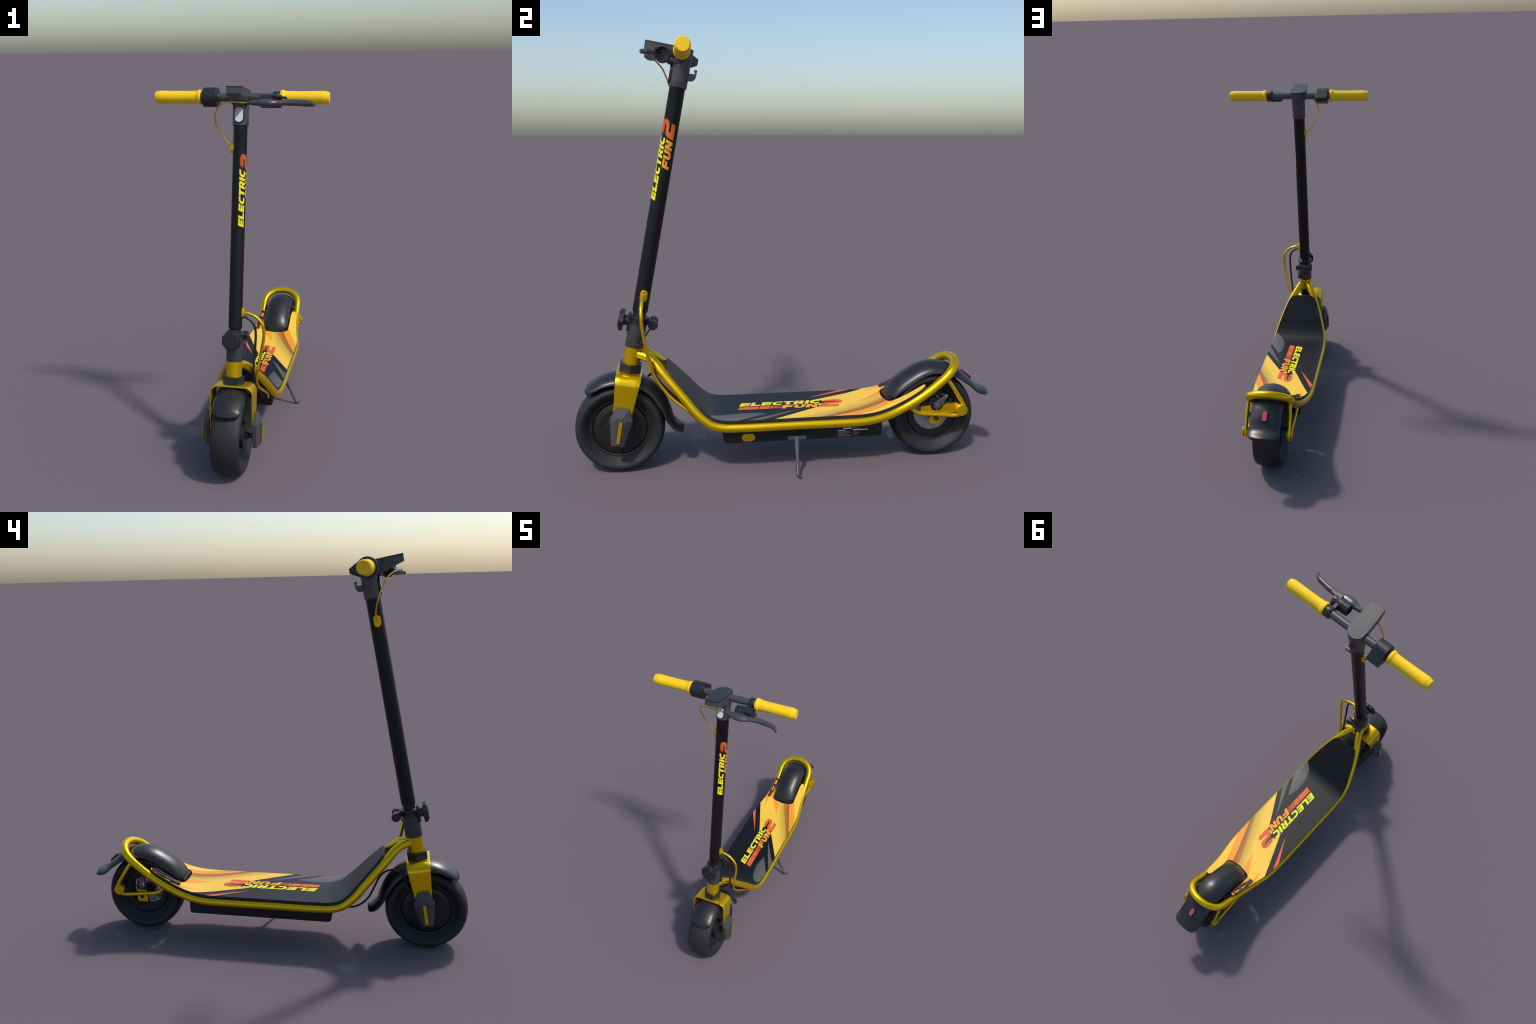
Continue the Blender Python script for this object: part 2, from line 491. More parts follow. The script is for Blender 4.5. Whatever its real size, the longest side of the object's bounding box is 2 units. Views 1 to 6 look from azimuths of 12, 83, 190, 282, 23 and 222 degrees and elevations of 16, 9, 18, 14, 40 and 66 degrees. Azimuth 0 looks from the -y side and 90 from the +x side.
# ------------------------------------------------------------------ wheels
TYRE = [(0.126, 0.034), (0.134, 0.0385), (0.142, 0.0450), (0.150, 0.0530), (0.158, 0.0610), (0.166, 0.0680), (0.174, 0.0728), (0.183, 0.0745), (0.191, 0.0712),
        (0.1975, 0.0628), (0.2025, 0.0500), (0.2057, 0.0340), (0.2074, 0.0170), (0.208, 0.0)]
def tyre(parent, c, R):
    k = R - 0.208
    pts = spline([(r + k, x, 0) for r, x in TYRE] + [(r + k, -x, 0) for r, x in TYRE[-2::-1]], 4)
    return turned("tyre", [(p.x, p.y) for p in pts], frame_at(c, (1, 0, 0)), RUBBER, parent, 96, 60, close=True)

fw = empty("wheel", root, (0, 0, 0))
tyre(fw, FRONT, RF)
prof = [(0.0, 0.0700), (0.064, 0.0695), (0.0660, 0.0675), (0.0665, 0.0440), (0.118, 0.0430), (0.1215, 0.0410), (0.1235, 0.033), (0.1255, 0.033),
        (0.1275, 0.041), (0.1300, 0.043), (0.1360, 0.0440), (0.1390, 0.0435), (0.140, 0.040)]
prof = prof + [(r, -h) for r, h in prof[::-1]]
turned("hub_motor", prof, frame_at(FRONT, (1, 0, 0)), RIM, fw, 80, 30)
# curved ribs on the motor covers
def arc_pad(bm, c, x0, x1, r0, r1, a0, a1, n=14):
    poly = []
    rm, hw = (r0 + r1) / 2, (r1 - r0) / 2
    for k in range(n + 1): 
        t = math.radians(a0 + (a1 - a0) * k / n); poly.append((r1 * math.cos(t), r1 * math.sin(t)))
    for k in range(n, -1, -1):
        t = math.radians(a0 + (a1 - a0) * k / n); poly.append((r0 * math.cos(t), r0 * math.sin(t)))
    prism(bm, poly, lambda a, b, d: V((d, c.y + a, c.z + b)), x0, x1)
for s in (1, -1):
    for a0, a1 in ((100, 178), (2, 66)):
        bm = bmesh.new(); arc_pad(bm, FRONT, s * 0.040, s * 0.0465, 0.085, 0.098, a0, a1)
        finish(bm, "motor_cover_rib", RIM, fw, 30, bevel=0.0015)
turned("axle", [(0, -0.112), (0.012, -0.112), (0.012, -0.088), (0.018, -0.085), (0.018, -0.05), (0.018, 0.05), (0.018, 0.085), (0.012, 0.088), (0.012, 0.112), (0, 0.112)],
       frame_at(FRONT, (1, 0, 0)), DARK, fw, 24)

rw = empty("wheel", root)
tyre(rw, REAR, RR)
RM = frame_at(REAR, (1, 0, 0))
k = RR - 0.208
prof = [(0.088, 0.030), (0.091, 0.033), (0.118, 0.0345), (0.1215, 0.0325), (0.1235, 0.028), (0.1265, 0.030), (0.129, 0.041), (0.134, 0.0435), (0.139, 0.0435), (0.141, 0.040)]
prof = [(r + k, h) for r, h in prof]
turned("rim", prof + [(r, -h) for r, h in prof[::-1]], RM, RIM, rw, 80, 30, close=True)
turned("hub", [(0, -0.098), (0.010, -0.098), (0.010, -0.055), (0.026, -0.05), (0.026, -0.03), (0.019, -0.022), (0.019, 0.02), (0.030, 0.024), (0.030, 0.032),
               (0.016, 0.036), (0.016, 0.06), (0.010, 0.062), (0.010, 0.118), (0, 0.118)], RM, DARK, rw, 32)
for i in range(6):
    a = math.radians(20 + 60 * i)
    bm = bmesh.new()
    d = V((0, math.cos(a), math.sin(a)))
    sweep(bm, [REAR + V((-0.034, 0, 0)) + d * 0.018, REAR + V((-0.022, 0, 0)) + d * 0.093], 0.0035, 8)
    finish(bm, "spoke", DARK, rw, 40)
# brake rotor with drilled holes and cut-out windows
def rotor():
    bm = bmesh.new()
    rings = [0.028, 0.0425, 0.050, 0.057, 0.0635, 0.070, 0.0765, 0.0850]
    N = 90
    x0, x1 = 0.0335, 0.0365
    def skip(j, k):
        if j in (1,) and (k % 15) in (0, 1, 2, 3, 4): return True
        if j == 3 and k % 9 == 2: return True
        if j == 5 and k % 9 == 6: return True
        if j == 3 and k % 9 == 6 and k % 18 > 9: return True
        return False
    vs = {}
    def v(j, k, x):
        key = (j, k % N, x)
        if key not in vs:
            t = 2 * PI * k / N
            vs[key] = bm.verts.new(REAR + V((x, rings[j] * math.cos(t), rings[j] * math.sin(t))))
        return vs[key]
    M = len(rings) - 1
    for j in range(M):
        for k in range(N):
            if skip(j, k): continue
            bm.faces.new((v(j, k, x1), v(j + 1, k, x1), v(j + 1, k + 1, x1), v(j, k + 1, x1)))
            bm.faces.new((v(j, k, x0), v(j, k + 1, x0), v(j + 1, k + 1, x0), v(j + 1, k, x0)))
            for (ja, ka), (jb, kb), nb in (((j, k), (j, k + 1), (j - 1, k)), ((j + 1, k), (j + 1, k + 1), (j + 1, k)),
                                           ((j, k), (j + 1, k), (j, k - 1)), ((j, k + 1), (j + 1, k + 1), (j, k + 1))):
                if nb[0] < 0 or nb[0] >= M or skip(nb[0], nb[1] % N):
                    bm.faces.new((v(ja, ka, x0), v(jb, kb, x0), v(jb, kb, x1), v(ja, ka, x1)))
    return finish(bm, "brake_rotor", STEEL, rw, 30)
rotor()

# ------------------------------------------------------------------ fenders
def fender(name, path, width, lip, end_round, parent, th=0.0045):
    """Sweep an arched section along a side-view path. width(t), lip(t) along it."""
    bm = bmesh.new()
    c = spline([(0, y, z) for y, z in path], 8)
    n = len(c)
    # arc length parameter
    L = [0.0]
    for i in range(1, n): L.append(L[-1] + (c[i] - c[i - 1]).length)
    T = L[-1]
    prof = [(0.0, 0.0), (0.16, -0.018), (0.32, -0.070), (0.48, -0.150), (0.62, -0.250), (0.75, -0.375), (0.86, -0.530), (0.94, -0.700), (0.985, -0.860), (1.0, -1.0)]
    prof = [(-a, b) for a, b in prof[:0:-1]] + prof
    up, dn = [], []
    for i in range(n):
        t = (c[min(i + 1, n - 1)] - c[max(i - 1, 0)]).normalized()
        nn = V((0, -t.z, t.y))
        s = L[i]
        w, d = width(s / T), lip(s / T)
        for e, dist in zip(end_round, (s, T - s)):
            if e > 0 and dist < e:
                q = 1 - dist / e
                w -= e * (1 - math.sqrt(max(0.0, 1 - q * q)))
        up.append([bm.verts.new(c[i] + V((a * w, 0, 0)) + nn * (b * d)) for a, b in prof])
        dn.append([bm.verts.new(c[i] + V((a * max(w - th, 0.01), 0, 0)) + nn * (b * max(d - th * 0.2, 0.0) - th)) for a, b in prof])
    m = len(prof)
    for i in range(n - 1):
        for k in range(m - 1):
            bm.faces.new((up[i][k], up[i][k + 1], up[i + 1][k + 1], up[i + 1][k]))
            bm.faces.new((dn[i][k], dn[i + 1][k], dn[i + 1][k + 1], dn[i][k + 1]))
        bm.faces.new((up[i][0], up[i + 1][0], dn[i + 1][0], dn[i][0]))
        bm.faces.new((up[i][-1], dn[i][-1], dn[i + 1][-1], up[i + 1][-1]))
    for i in (0, n - 1):
        for k in range(m - 1):
            bm.faces.new((up[i][k], up[i][k + 1], dn[i][k + 1], dn[i][k]))
    return finish(bm, name, PLASTIC, parent, 40)

def lerp_fn(pts):
    def f(t):
        for (a, va), (b, vb) in zip(pts, pts[1:]):
            if t <= b:
                q = (t - a) / (b - a); q = q * q * (3 - 2 * q)
                return va + (vb - va) * q
        return pts[-1][1]
    return f

front_fender = fender("fender",
    [(-0.952, 0.384), (-0.935, 0.412), (-0.905, 0.434), (-0.862, 0.454), (-0.804, 0.4665), (-0.74, 0.4635), (-0.675, 0.442), (-0.628, 0.409), (-0.590, 0.364),
     (-0.565, 0.314), (-0.551, 0.272), (-0.542, 0.241), (-0.529, 0.220), (-0.512, 0.206), (-0.494, 0.200)],
    lerp_fn([(0, 0.074), (0.12, 0.080), (0.8, 0.080), (0.9, 0.072), (1, 0.070)]),
    lerp_fn([(0, 0.018), (0.12, 0.032), (0.35, 0.040), (0.7, 0.042), (0.84, 0.034), (0.93, 0.024), (1, 0.018)]), (0.028, 0.028), root)
rear_fender = fender("fender",
    [(0.481, 0.297), (0.4865, 0.318), (0.5035, 0.346), (0.530, 0.375), (0.569, 0.4050), (0.648, 0.4495), (0.706, 0.4635), (0.771, 0.4575), (0.820, 0.439), (0.8585, 0.416),
     (0.902, 0.380), (0.926, 0.354), (0.944, 0.337), (0.961, 0.328), (0.980, 0.322), (0.9985, 0.316)],
    lerp_fn([(0, 0.078), (0.15, 0.081), (0.85, 0.084), (1, 0.084)]),
    lerp_fn([(0, 0.030), (0.2, 0.046), (0.6, 0.042), (0.75, 0.034), (0.86, 0.026), (1, 0.018)]), (0.030, 0.042), root)

# red tail light on the rear fender
tl = V((0, 0.897, 0.3865)); tn = V((0, 0.66, 0.75)).normalized(); tt = V((0, 0.75, -0.66)).normalized()
bm = bmesh.new()
prism(bm, roundrect(-0.0158, -0.0320, 0.0158, 0.0320, 0.0125), lambda a, b, d: tl + V((a, 0, 0)) + tt * b + tn * d, -0.008, 0.0045)
tailbase = finish(bm, "tail_light_housing", DARK, rear_fender, 30, bevel=0.0012)
bm = bmesh.new()
prism(bm, roundrect(-0.0120, -0.0270, 0.0120, 0.0270, 0.0105), lambda a, b, d: tl + V((a, 0, 0)) + tt * b + tn * d, 0.002, 0.0075)
finish(bm, "tail_light", REDLENS, rear_fender, 30, bevel=0.0015)

# cross bracket under the front of the rear fender
bm = bmesh.new()
prism(bm, [(0.486, 0.268), (0.530, 0.268), (0.530, 0.296), (0.496, 0.296), (0.486, 0.286)], lambda a, b, d: V((d, a, b)), -0.046, 0.046)
finish(bm, "fender_bracket", YELLOW_METAL, root, 30, bevel=0.002)
bm = bmesh.new()
block(bm, (-0.060, 0.481, 0.278), (0.060, 0.510, 0.302))
finish(bm, "fender_mount", DARK, root, 30, bevel=0.004)

# ------------------------------------------------------------------ rear stays, dropouts, brake
for s in (1, -1):
    st = tube("frame_stay", [(s * 0.114, 0.752, 0.410), (s * 0.116, 0.785, 0.365), (s * 0.117, 0.845, 0.266), (s * 0.117, 0.852, 0.243)], 0.0098, YELLOW_METAL, root, n=6, sides=14)
    tube("dropout_stay", [(s * 0.128, 0.566, 0.290), (s * 0.121, 0.592, 0.258), (s * 0.117, 0.622, 0.2395), (s * 0.116, 0.66, 0.2335), (s * 0.116, 0.72, 0.2275), (s * 0.116, 0.80, 0.2195), (s * 0.117, 0.838, 0.2255)],
         0.0100, YELLOW_METAL, root, n=6, sides=14)
    M = frame_at((0, 0.8305, 0.2497), (s, 0, 0))
    turned("stay_end", [(0, 0.104), (0.0245, 0.104), (0.0262, 0.106), (0.0262, 0.1262), (0.0250, 0.1275), (0, 0.1275)], M, YELLOW_METAL, root, 40)
    turned("cap_dark_disc", [(0, 0.126), (0.0240, 0.126), (0.0240, 0.1305), (0, 0.1305)], M, DARK, root, 40)  # thin dark disc that makes the dark line behind the cap
    turned("axle_cap", [(0, 0.1295), (0.0262, 0.1295), (0.0270, 0.1305), (0.0270, 0.1350), (0.0255, 0.1368), (0, 0.1368)], M, YELLOW_METAL, root, 40)
    # dropout plate with axle hole
    bm = bmesh.new()
    out = roundrect(0.6815, 0.1775, 0.7380, 0.245, 0.009, 4)
    prism(bm, out, lambda a, b, d: V((s * d, a, b)), 0.098, 0.104)
    d = finish(bm, "dropout", YELLOW_METAL, root, 30, bevel=0.001)
    turned("axle_nut", [(0, 0.096), (0.0105, 0.096), (0.0105, 0.107), (0.0085, 0.109), (0, 0.109)], frame_at(REAR, (s, 0, 0)), DARK, root, 20)
# brake mount plate (right side) with a round relief
bm = bmesh.new()
poly = [(0.632, 0.2375), (0.632, 0.2705), (0.681, 0.2735)]
poly += [(0.7125 + 0.031 * math.cos(math.radians(a)), 0.2735 + 0.031 * math.sin(math.radians(a))) for a in range(180, 361, 15)]
poly += [(0.765, 0.279), (0.815, 0.2785), (0.845, 0.262), (0.845, 0.236), (0.76, 0.229)]
prism(bm, poly, lambda a, b, d: V((d, a, b)), 0.094, 0.112)
plate = finish(bm, "brake_mount", YELLOW_METAL, root, 30, bevel=0.005, segs=3)
cal = empty("brake_caliper", root)
bm = bmesh.new()
lathe(bm, [(0, 0.045), (0.026, 0.045), (0.030, 0.05), (0.030, 0.085), (0.024, 0.092), (0.022, 0.104), (0, 0.104)], frame_at((0, 0.698, 0.287), (1, 0, 0)), 28)
block(bm, (0.042, 0.640, 0.268), (0.092, 0.705, 0.318))
finish(bm, "caliper_body", DARK, cal, 40, bevel=0.004)
bm = bmesh.new()
p0, p1 = V((0, 0.7125, 0.273)), V((0, 0.7545, 0.3145)); d = (p1 - p0).normalized(); q = V((0, -d.z, d.y))
arm = [p0 + 0.018 * (q * math.cos(math.radians(a)) - d * math.sin(math.radians(a))) for a in range(0, 181, 15)] + [p1 - q * 0.008, p1 + q * 0.008]
prism(bm, [(p.y, p.z) for p in arm], lambda a, b, dd: V((dd, a, b)), 0.108, 0.120)
finish(bm, "brake_arm", GREY2, cal, 30, bevel=0.002)
turned("pivot_bolt", [(0, 0.118), (0.0095, 0.118), (0.0095, 0.1245), (0.007, 0.1265), (0, 0.1265)], frame_at((0, 0.7125, 0.273), (1, 0, 0)), STAND, cal, 20)
turned("cable_anchor", [(0, -0.006), (0.0075, -0.006), (0.0075, 0.010), (0.006, 0.012), (0, 0.012)], frame_at((0.114, 0.7555, 0.3155), d), STAND, cal, 16)
bm = bmesh.new()
block(bm, (0.085, 0.645, 0.279), (0.110, 0.79, 0.287))
block(bm, (0.088, 0.774, 0.287), (0.106, 0.790, 0.299))
finish(bm, "caliper_bridge", DARK, cal, 30, bevel=0.002)
tube("brake_line", [(0.100, 0.640, 0.270), (0.096, 0.665, 0.300), (0.095, 0.70, 0.318), (0.100, 0.735, 0.322), (0.112, 0.757, 0.318)], 0.004, DARK, cal, n=6, sides=10)

# dark ladder-shaped bracket on the left deck prong
bm = bmesh.new()
def strip3(p, q, w, h):
    """Bar between two plan points, lying just above the deck."""
    n = 8
    pts = []
    for i in range(n + 1):
        x = p[0] + (q[0] - p[0]) * i / n; y = p[1] + (q[1] - p[1]) * i / n
        pts.append(V((x, y, deck_top(y)[0] + 0.009)))
    t = V((q[0] - p[0], q[1] - p[1], 0)).normalized(); sd = V((-t.y, t.x, 0))
    ring = []
    for c in pts:
        ring.append([bm.verts.new(c + sd * (w * a) + V((0, 0, h * b))) for a, b in ((-.5, -.5), (.5, -.5), (.5, .5), (-.5, .5))])
    for a, b in zip(ring, ring[1:]):
        for k in range(4): bm.faces.new((a[k], a[(k + 1) % 4], b[(k + 1) % 4], b[k]))
    bm.faces.new(ring[0][::-1]); bm.faces.new(ring[-1])
strip3((-0.127, 0.528), (-0.118, 0.640), 0.0055, 0.009)
strip3((-0.105, 0.528), (-0.091, 0.632), 0.0055, 0.009)
strip3((-0.1242, 0.5355), (-0.1076, 0.5325), 0.010, 0.0085)
strip3((-0.1205, 0.5865), (-0.0990, 0.5830), 0.0145, 0.0085)
strip3((-0.1165, 0.6345), (-0.0940, 0.6270), 0.0085, 0.0085)
strip3((-0.1185, 0.4880), (-0.1165, 0.5275), 0.0185, 0.0090)
ladder = finish(bm, "deck_bracket", BRACKET, root, 30)

# ------------------------------------------------------------------ fork and front hub covers
def fork():
    bm = bmesh.new()
    Hc = -0.029
    F0 = S(0, 0.060, Hc); B0 = S(0, -0.058, Hc)
    fy = lambda z: F0.y + (-0.8165 - F0.y) * (F0.z - z) / (F0.z - 0.307)
    by = lambda z: B0.y + (-0.7330 - B0.y) * (B0.z - z) / (B0.z - 0.290) if z > 0.29 else -0.7330 - (0.290 - z) * 0.22
    X, r = 0.1135, 0.044
    st = []
    for x in (0.0, 0.03, 0.06, X - r): st.append((x, 0.0))
    for k in range(1, 9):
        a = PI / 2 * k / 8
        st.append((X - r + r * math.sin(a), r * (1 - math.cos(a))))
    for dz in (0.06, 0.10, 0.14, 0.18, 0.22, 0.245): st.append((X, dz))
    st = [(-x, d) for x, d in st[:0:-1]] + st
    NW = 4
    rows = []
    for x, d in st:
        f = V((x, 0, F0.z - d)); f.y = fy(f.z)
        b = V((x, 0, B0.z - d)); b.y = by(b.z)
        rows.append([bm.verts.new(f.lerp(b, k / NW)) for k in range(NW + 1)])
    for i in range(len(rows) - 1):
        for k in range(NW):
            bm.faces.new((rows[i][k], rows[i][k + 1], rows[i + 1][k + 1], rows[i + 1][k]))
    ob = finish(bm, "fork", YELLOW_METAL, root, 50)
    md = ob.modifiers.new("thick", 'SOLIDIFY'); md.thickness = 0.009; md.offset = -1
    md = ob.modifiers.new("bevel", 'BEVEL'); md.width = 0.0018; md.segments = 2; md.limit_method = 'ANGLE'; md.angle_limit = math.radians(50)
    return ob
fork_ob = fork()
COV = [(-0.7985, 0.339), (-0.7425, 0.3265), (-0.7265, 0.273), (-0.7735, 0.1500), (-0.8285, 0.1600), (-0.8305, 0.288)]
INN = [(-0.7965, 0.2990), (-0.7720, 0.2940), (-0.7610, 0.2740), (-0.7810, 0.1640), (-0.8070, 0.1690), (-0.8045, 0.2820)]
for s in (1, -1):
    bm = bmesh.new()
    fn = lambda a, b, d: V((s * d, a, b))
    prism(bm, COV, fn, 0.1120, 0.1330)
    # faceted front built on the same outline
    a = [bm.verts.new(fn(p[0], p[1], 0.1330)) for p in COV]
    b = [bm.verts.new(fn(p[0], p[1], 0.1500)) for p in INN]
    for i in range(6): bm.faces.new((a[i], a[(i + 1) % 6], b[(i + 1) % 6], b[i]))
    bm.faces.new(b)
    bmesh.ops.remove_doubles(bm, verts=bm.verts, dist=1e-5)
    bad = [f for f in bm.faces if all(abs(abs(v.co.x) - 0.133) < 1e-4 for v in f.verts)]
    bmesh.ops.delete(bm, geom=bad, context='FACES_ONLY')
    finish(bm, "hub_cover", COVER, fork_ob, 12, bevel=0.002)
    bm = bmesh.new()
    c0, c1 = V((-0.7785, 0.2795)), V((-0.7955, 0.1805)); t = (c1 - c0).normalized(); nn = V((-t.y, t.x)) * 0.0076
    prism(bm, [tuple(c0 + nn), tuple(c0 - nn), tuple(c1 - nn), tuple(c1 + nn)], fn, 0.1565, 0.1600)
    finish(bm, "hub_accent_strip", YELLOW_METAL, fork_ob, 30, bevel=0.0008)
    bm = bmesh.new()
    nn = nn * 1.04; e = t * 0.0006
    prism(bm, [tuple(c0 + nn - e), tuple(c0 - nn - e), tuple(c1 - nn + e), tuple(c1 + nn + e)], fn, 0.147, 0.1570)
    finish(bm, "accent_strip_base", COVER, fork_ob, 30)

# steering head: hex nut, yellow head tube, grey hinge housing
bm = bmesh.new()
M = stem_frame(-0.029)
prism(bm, [(0.0565 * math.cos(PI / 3 * k), 0.0565 * math.sin(PI / 3 * k)) for k in range(6)], lambda a, b, d: M @ V((a, b, d)), 0.0005, 0.040)
nut = finish(bm, "headset_nut", DARK, root, 25, bevel=0.0015)
head = turned("head_tube", [(0, 0.0), (0.0408, 0.0), (0.0408, 0.091), (0, 0.091)], stem_frame(0.0), YELLOW_METAL, root, 48)
turned("hinge_housing", [(0, 0.090), (0.0415, 0.090), (0.0425, 0.0915), (0.0405, 0.205), (0, 0.205)], stem_frame(0.0), GREY, head, 48)
turned("hinge_collar", [(0, 0.200), (0.0430, 0.200), (0.0430, 0.2285), (0.0480, 0.2285), (0.0480, 0.2335), (0.0465, 0.2350), (0.0315, 0.2350), (0.0300, 0.2360), (0.0300, 0.262), (0, 0.262)],
       stem_frame(0.0), DARK, head, 48)
# front knob, clamp plate
kz = 0.2075
bm = bmesh.new()
prism(bm, roundrect(-0.022, kz - 0.047, 0.022, kz + 0.0385, 0.006, 3), lambda a, b, d: S(a, d, b), 0.036, 0.0475)
finish(bm, "clamp_plate", DARK, head, 30, bevel=0.002)
M = frame_at(S(0, 0, kz), EF, (1, 0, 0))
turned("knob_shaft", [(0, 0.03), (0.0235, 0.03), (0.0235, 0.072), (0, 0.072)], M, DARK, head, 32)
bm = bmesh.new()
poly = []
for k in range(96):
    a = 2 * PI * k / 96
    poly.append(((0.0500 + 0.0020 * math.cos(9 * a)) * math.cos(a), (0.0500 + 0.0020 * math.cos(9 * a)) * math.sin(a)))
prism(bm, poly, lambda a, b, d: M @ V((a, b, d)), 0.066, 0.0845)
lathe(bm, [(0.0415, 0.0844), (0.0415, 0.0875), (0.039, 0.0905), (0, 0.0915)], M, 40)
finish(bm, "clamp_knob", DARK, head, 30, bevel=0.002)
# folding latch barrel at the back
bx = frame_at(S(0, -0.0690, 0.212), (1, 0, 0))
turned("latch_barrel", [(0, -0.057), (0.0205, -0.057), (0.022, -0.055), (0.022, -0.026), (0.0165, -0.024), (0.0165, 0.022), (0.022, 0.024), (0.0225, 0.050), (0.021, 0.0535), (0, 0.054)], bx, DARK, head, 32)
bm = bmesh.new()
block(bm, (-0.02, -0.012, -0.012), (0.02, 0.012, 0.012))
bmesh.ops.transform(bm, matrix=frame_at(S(0, -0.047, 0.214), EH, (1, 0, 0)), verts=bm.verts)
finish(bm, "latch_lug", DARK, head, 30, bevel=0.003)
for x in (0.036, 0.047):
    tube("latch_rod", [S(x, -0.062, 0.200), S(x, -0.022, 0.110)], 0.0032, DARK, head, n=1, sides=8)
turned("latch_pivot", [(0, 0.034), (0.0125, 0.034), (0.0125, 0.049), (0.011, 0.0505), (0, 0.0505)], frame_at(S(0, -0.019, 0.103), (1, 0, 0)), DARK, head, 24)

# ------------------------------------------------------------------ stem
stem = turned("stem", [(0, 0.2585), (0.0335, 0.2585), (0.0352, 0.260), (0.0352, 1.31), (0, 1.31)], stem_frame(), BLACK_PAINT, root, 64)
def grommet(s, h, f, hw=0.0083, hh=0.0285):
    bm = bmesh.new()
    prism(bm, capsule2d(hw * 2, hh), lambda a, b, d: S(s * d, f + a, h + b), 0.026, 0.0455)
    return finish(bm, "cable_grommet", YELLOW_METAL, stem, 30, bevel=0.003)
grommet(1, 0.3385, -0.005)
grommet(-1, 1.176, 0.003)

# head cluster: collar, display head, headlight, hook
collar = turned("stem_collar", [(0, 1.283), (0.0395, 1.283), (0.041, 1.2845), (0.041, 1.44), (0, 1.44)], stem_frame(), GREY2, root, 56)
def plan(f0, w0, wm, rear):
    """Display outline: straight front, gently widening sides, round back. Returns (x, f)."""
    p = [(w0, f0), (w0 + (wm - w0) * 0.45, f0 * 0.72), (w0 + (wm - w0) * 0.8, f0 * 0.46), (wm, f0 * 0.20), (wm, 0.0)]
    n = 10
    for k in range(1, n):
        a = PI * k / n
        p.append((wm * math.cos(a), rear * math.sin(a)))
    p += [(-x, f) for x, f in p[4::-1]]
    return p
PL = plan(0.1685, 0.0385, 0.0475, -0.0440)
bm = bmesh.new()
htop = 1.4490
def under(f):
    if f > 0.036: return 1.3855 + (1.4205 - 1.3855) * min(1, (f - 0.048) / (0.168 - 0.048))
    return 1.3855
a = [bm.verts.new(S(x, f, htop)) for x, f in PL]
b = [bm.verts.new(S(x * (0.97 if f > 0.1 else 0.85), max(f, -0.0405), under(f))) for x, f in PL]
bm.faces.new(a); 
for i in range(len(PL)):
    j = (i + 1) % len(PL); bm.faces.new((a[i], b[i], b[j], a[j]))
f = bm.faces.new(b[::-1])
bm.normal_update()
bmesh.ops.triangulate(bm, faces=[f])
disp = finish(bm, "display_head", GREY2, collar, 30)
bm = bmesh.new()
prism(bm, [(x * 1.012, f + 0.0006) for x, f in PL], lambda a, b, d: S(a, b, d), htop - 0.0005, htop + 0.0062)
finish(bm, "display_panel", SCREEN, collar, 30, bevel=0.0015)
bm = bmesh.new()
prism(bm, capsule2d(0.0255, 0.0425), lambda a, b, d: S(a, d, 1.3345 + b), 0.026, 0.0450)
finish(bm, "headlight_bezel", DARK, collar, 30, bevel=0.002)
bm = bmesh.new()
prism(bm, capsule2d(0.0210, 0.0375), lambda a, b, d: S(a, d, 1.3345 + b), 0.036, 0.0468)
finish(bm, "headlight", LENS, collar, 30, bevel=0.002)
turned("display_stud", [(0, -0.012), (0.014, -0.012), (0.014, 0.0), (0.011, 0.008), (0.006, 0.012), (0, 0.0135)], frame_at(S(0, 0.052, 1.388), EF - EH * 0.3), GREY2, collar, 24)
bm = bmesh.new()
hook = [(-0.036, 1.3205), (-0.0588, 1.3230), (-0.0665, 1.3290), (-0.0720, 1.3400), (-0.0740, 1.3730), (-0.0600, 1.3725), (-0.0595, 1.3680), (-0.0640, 1.3640), (-0.0645, 1.3575), (-0.0600, 1.3535), (-0.036, 1.3535)]
prism(bm, hook, lambda a, b, d: S(d, a, b), -0.0155, 0.0155)
finish(bm, "bag_hook", GREY2, collar, 30, bevel=0.0015)

# ------------------------------------------------------------------ handlebar
HB = V((0, -0.4775, 1.8985))
BX = frame_at(HB, (1, 0, 0))
bar = turned("handlebar", [(0, -0.43), (0.0215, -0.43), (0.0215, 0.43), (0, 0.43)], BX, BAR, root, 40)
GRIP = [(0, 0.2015), (0.0350, 0.2015), (0.0366, 0.2035), (0.0368, 0.212), (0.0362, 0.2185), (0.0345, 0.2205), (0.0328, 0.2225), (0.0322, 0.230), (0.0312, 0.26), (0.0310, 0.31), (0.0314, 0.36), (0.0322, 0.405),
        (0.0322, 0.419), (0.0310, 0.423), (0.0300, 0.4235), (0.0296, 0.430), (0.0284, 0.4310), (0.0280, 0.4385), (0.0268, 0.441), (0, 0.441)]
for s in (1, -1):
    turned("grip", GRIP, frame_at(HB, (s, 0, 0)), YELLOW_RUBBER, bar, 48, 40)
# thumb throttle
bm = bmesh.new()
poly = []
for a in range(38, 292, 8):
    t = math.radians(a); poly.append((HB.y + 0.0485 * math.cos(t), HB.z + 0.0485 * math.sin(t)))
poly += [(-0.434, 1.8625), (-0.4015, 1.8725), (-0.3970, 1.8945)]
prism(bm, poly, lambda a, b, d: V((d, a, b)), -0.1900, -0.1170)
throttle = finish(bm, "thumb_throttle", DARK, bar, 30, bevel=0.003)

